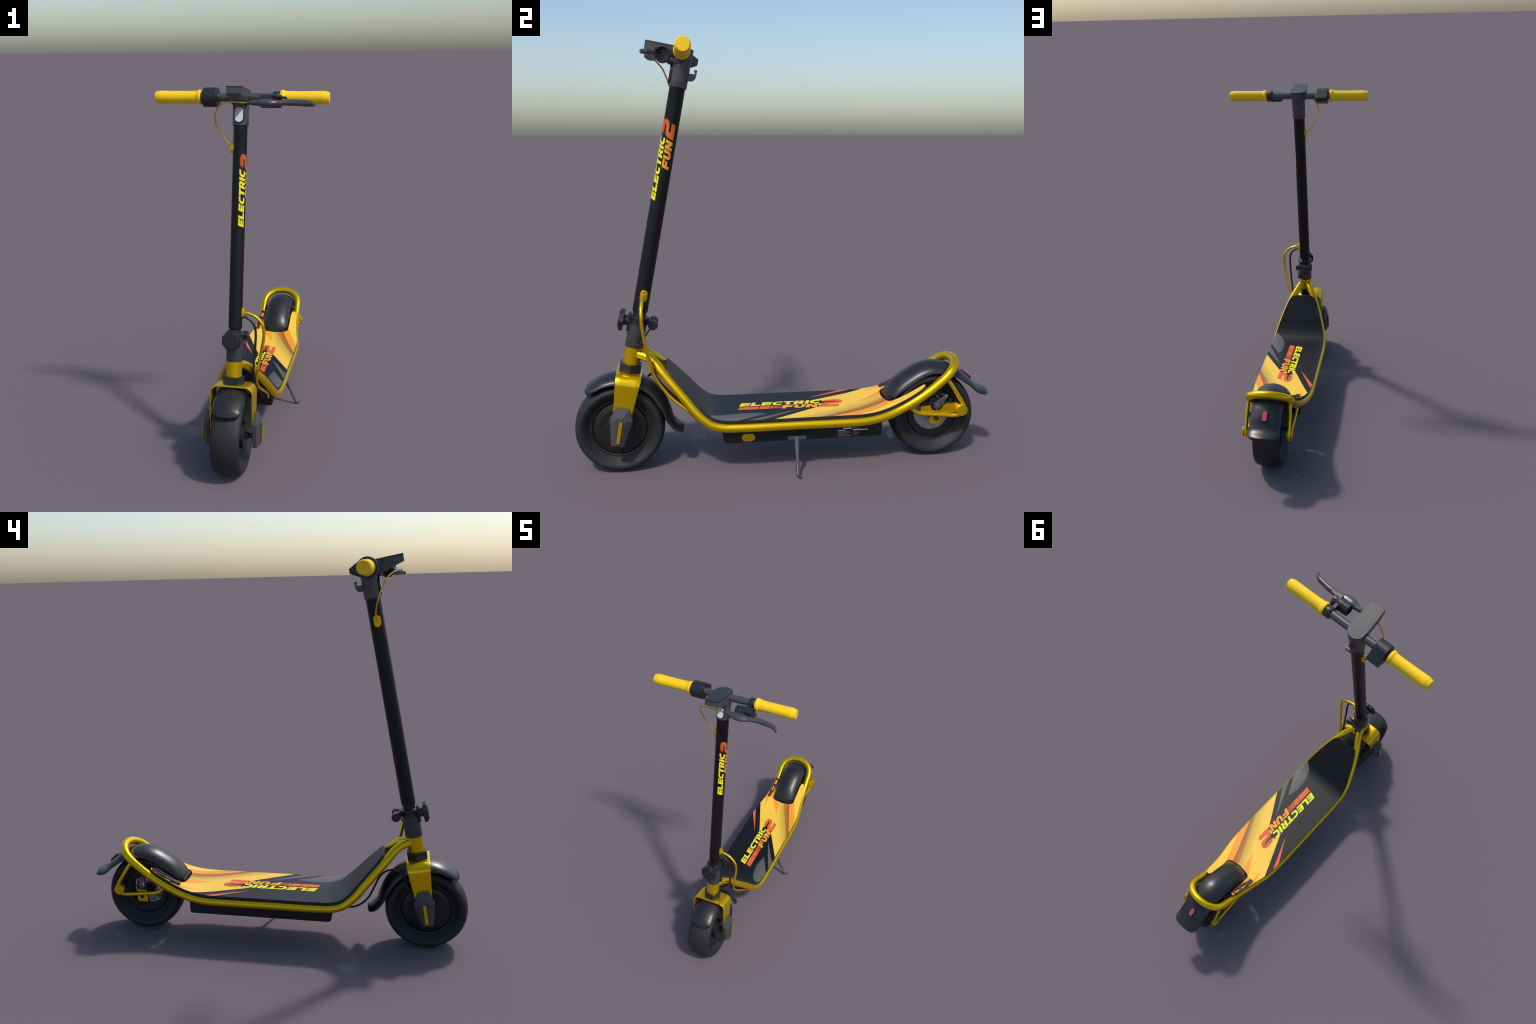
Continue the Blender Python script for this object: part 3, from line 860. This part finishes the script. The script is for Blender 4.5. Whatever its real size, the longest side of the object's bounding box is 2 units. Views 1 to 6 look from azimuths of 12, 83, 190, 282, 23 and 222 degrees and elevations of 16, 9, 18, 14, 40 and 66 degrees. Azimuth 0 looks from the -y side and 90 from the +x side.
# brake lever
turned("lever_clamp", [(0.0210, 0.1655), (0.0290, 0.1655), (0.0305, 0.168), (0.0305, 0.195), (0.029, 0.1975), (0.0210, 0.1975)], BX, DARK, bar, 36, close=True)
bm = bmesh.new()
block(bm, (0.167, -0.556, 1.874), (0.190, -0.497, 1.910))
finish(bm, "lever_bracket", DARK, bar, 30, bevel=0.005)
turned("bell", [(0.0, 0.130), (0.019, 0.130), (0.0205, 0.1165), (0.0265, 0.1155), (0.0315, 0.119), (0.0325, 0.131), (0.0330, 0.148), (0.0315, 0.1500), (0.0315, 0.154), (0.0330, 0.156), (0.0330, 0.182), (0.0315, 0.184), (0.0315, 0.188),
              (0.0325, 0.190), (0.0315, 0.212), (0.0300, 0.217), (0.0250, 0.2165), (0.0240, 0.200), (0, 0.199)],
       frame_at((0, -0.5575, 1.8855), (1, 0, 0)), DARK, bar, 40)
bm = bmesh.new()
prism(bm, [(0.178, -0.590), (0.196, -0.596), (0.240, -0.592), (0.249, -0.582), (0.247, -0.572), (0.222, -0.566), (0.196, -0.553), (0.180, -0.556)], lambda a, b, d: V((a, b, d + 1.912 - 0.14 * (a - 0.18))), -0.006, 0.006)
block(bm, (0.180, -0.588, 1.888), (0.206, -0.560, 1.908))
finish(bm, "bell_striker", DARK, bar, 40, bevel=0.003)
lev = spline([(0.070, -0.601, 1.8810), (0.090, -0.602, 1.8810), (0.112, -0.605, 1.8810), (0.142, -0.608, 1.8810), (0.172, -0.609, 1.8805), (0.205, -0.6045, 1.8810), (0.245, -0.600, 1.8825), (0.285, -0.601, 1.8820), (0.325, -0.607, 1.8810), (0.352, -0.612, 1.8795), (0.371, -0.622, 1.8770), (0.3795, -0.634, 1.8750), (0.3865, -0.643, 1.8740)], 6)
bm = bmesh.new()
wid = lerp_fn([(0, 0.0110), (0.07, 0.0130), (0.13, 0.019), (0.24, 0.0300), (0.32, 0.0310), (0.42, 0.0215), (0.55, 0.0165), (0.72, 0.0140), (0.85, 0.010), (0.93, 0.0075), (0.97, 0.0085), (1, 0.0075)])
hgt = lerp_fn([(0, 0.0115), (0.07, 0.0135), (0.13, 0.0145), (0.24, 0.020), (0.32, 0.0195), (0.42, 0.0150), (0.55, 0.0165), (0.72, 0.0170), (0.85, 0.0135), (0.93, 0.0095), (0.97, 0.010), (1, 0.009)])
sweep(bm, [p + V((0, 0.004, 0)) for p in lev], lambda t: 0.94 * wid(t), 20, flat=lambda t: hgt(t) / wid(t), up=(0, 0, 1))
lever = finish(bm, "brake_lever", BAR, bar, 50)
turned("cable_adjuster", [(0, 0), (0.0065, 0), (0.0065, 0.008), (0.0045, 0.009), (0.0045, 0.018), (0, 0.018)], frame_at((0.069, -0.598, 1.8800), (-1, 0.03, 0)), BAR, bar, 20)

# ------------------------------------------------------------------ cables
tube("brake_cable", [(0.056, -0.596, 1.8795), (0.022, -0.600, 1.8822), (-0.0143, -0.6005, 1.8846), (-0.050, -0.592, 1.8805), (-0.0795, -0.5776, 1.8685), (-0.1023, -0.561, 1.850), (-0.1150, -0.5505, 1.828), (-0.1205, -0.5407, 1.8036),
     (-0.118, -0.531, 1.775), (-0.1088, -0.5231, 1.7477), (-0.094, -0.517, 1.721), (-0.077, -0.5143, 1.6965), (-0.060, -0.5143, 1.6755), (-0.044, -0.515, 1.660)], 0.0036, YELLOW_METAL, root, n=6, sides=12)
tube("brake_cable", [(0.036, -0.6734, 0.836), (0.060, -0.6734, 0.834), (0.0785, -0.6734, 0.8283), (0.1005, -0.6745, 0.820), (0.1174, -0.6754, 0.8069), (0.134, -0.677, 0.788), (0.1433, -0.6774, 0.7689), (0.1470, -0.6760, 0.7278), (0.1435, -0.672, 0.690),
     (0.1364, -0.6673, 0.6555), (0.1205, -0.6553, 0.580), (0.1092, -0.6452, 0.5234), (0.0980, -0.631, 0.480), (0.092, -0.6111, 0.4399), (0.092, -0.583, 0.400), (0.096, -0.5588, 0.3711), (0.106, -0.52, 0.339), (0.118, -0.48, 0.309), (0.125, -0.445, 0.276), (0.118, -0.41, 0.244)],
     0.0078, YELLOW_METAL, root, n=6, sides=12)
tube("wiring_cable", [(0.036, -0.680, 0.818), (0.056, -0.681, 0.814), (0.076, -0.683, 0.802), (0.095, -0.685, 0.782), (0.104, -0.685, 0.755), (0.106, -0.683, 0.725), (0.102, -0.676, 0.67), (0.095, -0.664, 0.60), (0.087, -0.650, 0.54),
     (0.080, -0.63, 0.485), (0.074, -0.603, 0.435), (0.074, -0.56, 0.385), (0.08, -0.515, 0.338), (0.09, -0.475, 0.296), (0.095, -0.43, 0.255)], 0.0065, DARK, root, n=6, sides=12)
tube("motor_cable", [(-0.080, -0.760, 0.250), (-0.084, -0.742, 0.280), (-0.085, -0.718, 0.312), (-0.084, -0.694, 0.340), (-0.082, -0.676, 0.392), (-0.080, -0.648, 0.424), (-0.078, -0.603, 0.427), (-0.076, -0.560, 0.394), (-0.074, -0.528, 0.326), (-0.072, -0.498, 0.265), (-0.066, -0.455, 0.222),
     (-0.062, -0.410, 0.204), (-0.060, -0.36, 0.204), (-0.060, -0.31, 0.212)], 0.0052, DARK, root, n=6, sides=10)

# ------------------------------------------------------------------ lettering
def arc(cx, cy, rx, ry, a0, a1, n=6):
    return [(cx + rx * math.cos(math.radians(a0 + (a1 - a0) * k / n)), cy + ry * math.sin(math.radians(a0 + (a1 - a0) * k / n))) for k in range(n + 1)]
GLYPH = {
    'E': (1.0, [[(0, 0), (1, 0), (1, .26), (.36, .26), (.36, .375), (.95, .375), (.95, .625), (.36, .625), (.36, .74), (1, .74), (1, 1), (0, 1)]]),
    'L': (.96, [[(0, 0), (.96, 0), (.96, .28), (.38, .28), (.38, 1), (0, 1)]]),
    'C': (1.0, [[(1, 0), (1, .27)] + arc(.56, .47, .2, .2, 270, 180, 4) + arc(.56, .53, .2, .2, 180, 90, 4) + [(1, .73), (1, 1)] + arc(.5, .55, .5, .45, 90, 180, 6) + arc(.5, .45, .5, .45, 180, 270, 6)]),
    'T': (1.0, [[(.31, 0), (.69, 0), (.69, .72), (1, .72), (1, 1), (0, 1), (0, .72), (.31, .72)]]),
    'R': (1.04, [[(0, .63), (.36, .63), (.36, .76), (.62, .76), (.62, .63), (1, .63)] + arc(.72, .74, .28, .26, 0, 90, 5) + [(0, 1)],
                 [(0, 0), (.37, 0), (.37, .31), (.48, .31), (.64, 0), (1.06, 0), (.84, .34), (.96, .45), (1, .55), (1, .6299), (.62, .6299), (.62, .54), (.36, .54), (.36, .6299), (0, .6299)]]),
    'I': (.38, [[(0, 0), (.38, 0), (.38, 1), (0, 1)]]),
    'F': (1.0, [[(0, 0), (.38, 0), (.38, .34), (.9, .34), (.9, .61), (.38, .61), (.38, .73), (1, .73), (1, 1), (0, 1)]]),
    'U': (1.0, [[(0, 1)] + arc(.42, .42, .42, .42, 180, 270, 6) + arc(.58, .42, .42, .42, 270, 360, 6) + [(1, 1), (.64, 1)] + arc(.5, .42, .14, .14, 0, -180, 6) + [(.36, 1)]]),
    'N': (1.04, [[(0, 0), (.36, 0), (.36, .52), (.66, 0), (1.04, 0), (1.04, 1), (.68, 1), (.68, .48), (.38, 1), (0, 1)]]),
}
TWO = [  # streaked numeral: body, then speed lines of its upper stroke
    [(0.0, 0.0), (1.0, 0.0), (1.0, .27), (.44, .27)] + arc(.44, .34, .07, .07, 270, 90, 4) + [(.80, .41)] + arc(.80, .62, .30, .21, 270, 360, 4) +
    [(1.10, .66), (.76, .66), (.70, .605), (.30, .605)] + arc(.30, .30, .30, .305, 90, 180, 5),
    [(.76, .672), (1.10, .672), (1.10, .722), (.76, .722)],
    [(.18, .735), (1.09, .735), (1.07, .788), (.18, .788)],
    [(.02, .802), (1.065, .802), (1.03, .856), (.02, .856)],
    [(.22, .872), (1.015, .872), (.96, .918), (.22, .918)],
    [(.12, .936), (.93, .936), (.82, .968), (.12, .968)],
    [(.42, .986), (.74, .986), (.60, 1.005), (.42, 1.005)],
]
SH = 0.36
def place(polys, u0, v0, su, sv, fn, mat, parent, name, cut=None, shear=True):
    """Flat printed pieces: unit polygons -> logo plane (u, v) -> surface."""
    bm = bmesh.new()
    for poly in polys:
        vs = [bm.verts.new((u0 + a * su + (SH * b * sv if shear else 0), v0 + b * sv, 0)) for a, b in poly]
        bm.faces.new(vs)
    bm.normal_update()
    bmesh.ops.triangulate(bm, faces=bm.faces[:])
    if cut:
        k = -0.06
        while k < 0.06:
            bmesh.ops.bisect_plane(bm, geom=bm.verts[:] + bm.edges[:] + bm.faces[:], plane_co=(0, k, 0), plane_no=(0, 1, 0))
            k += cut
    for v in bm.verts: v.co = fn(v.co.x, v.co.y)
    me = bpy.data.meshes.new(name)
    bmesh.ops.recalc_face_normals(bm, faces=bm.faces)
    bm.to_mesh(me); bm.free()
    me.materials.append(mat)
    ob = bpy.data.objects.new(name, me)
    bpy.context.scene.collection.objects.link(ob)
    ob.parent = parent
    md = ob.modifiers.new("print_thickness", 'SOLIDIFY'); md.thickness = 0.0004; md.offset = 0
    return ob

def word(text, u0, u1, v0, v1, fn, mat, parent, gap, cut):
    tot = sum(GLYPH[c][0] for c in text) + gap * (len(text) - 1)
    sv = v1 - v0
    su = (u1 - u0 - SH * sv) / tot
    u = u0
    for c in text:
        place(GLYPH[c][1], u, v0, su, sv, fn, mat, parent, "letter_" + c.lower(), cut)
        u += (GLYPH[c][0] + gap) * su

def logo(fn, parent, bars, cut, red):
    word("ELECTRIC", -0.232, 0.172, 0.0005, 0.0425, fn, INK_Y, parent, 0.10, cut)
    word("FUN", -0.034, 0.1525, -0.0500, -0.0065, fn, INK_O, parent, 0.10, cut)
    place(TWO, 0.150, -0.0495, 0.0925, 0.0905, fn, red, parent, "numeral_two", cut)
    if bars:
        L0, L1 = -0.2430, -0.0330
        for a, b in ((0, .455), (.475, .71), (.73, .80), (.82, .855), (.872, .900), (.918, .938), (.955, .970), (.984, .994)):
            place([[(a, 0), (b, 0), (b, 1), (a, 1)]], L0, -0.0445, L1 - L0, 0.0345, fn, INK_R, parent, "logo_bar", cut)
        place([[(0.0, .30), (0.30, .5), (.42, .62), (.80, .62), (.98, .72), (1.0, .80), (.2, .90), (-.08, .80), (-.12, .52)]], 0.160, -0.0495, 0.0850, 0.0905,
              lambda u, v: V((-v, u, ZD + 0.0004)), INK_K, parent, "logo_shadow")

ZD = deck_top(0.0)[0]
logo(lambda u, v: V((-v, u, ZD + 0.0009)), deck, True, None, INK_R)
def on_stem(u, v):
    a = math.radians(64.5) - v * 0.745 / 0.0352
    h = 0.7755 + 0.722 * (u + 0.232)
    r = 0.0352 + 0.0007
    return S(r * math.sin(a), r * math.cos(a), h)
logo(on_stem, stem, False, 0.003, INK_RS)
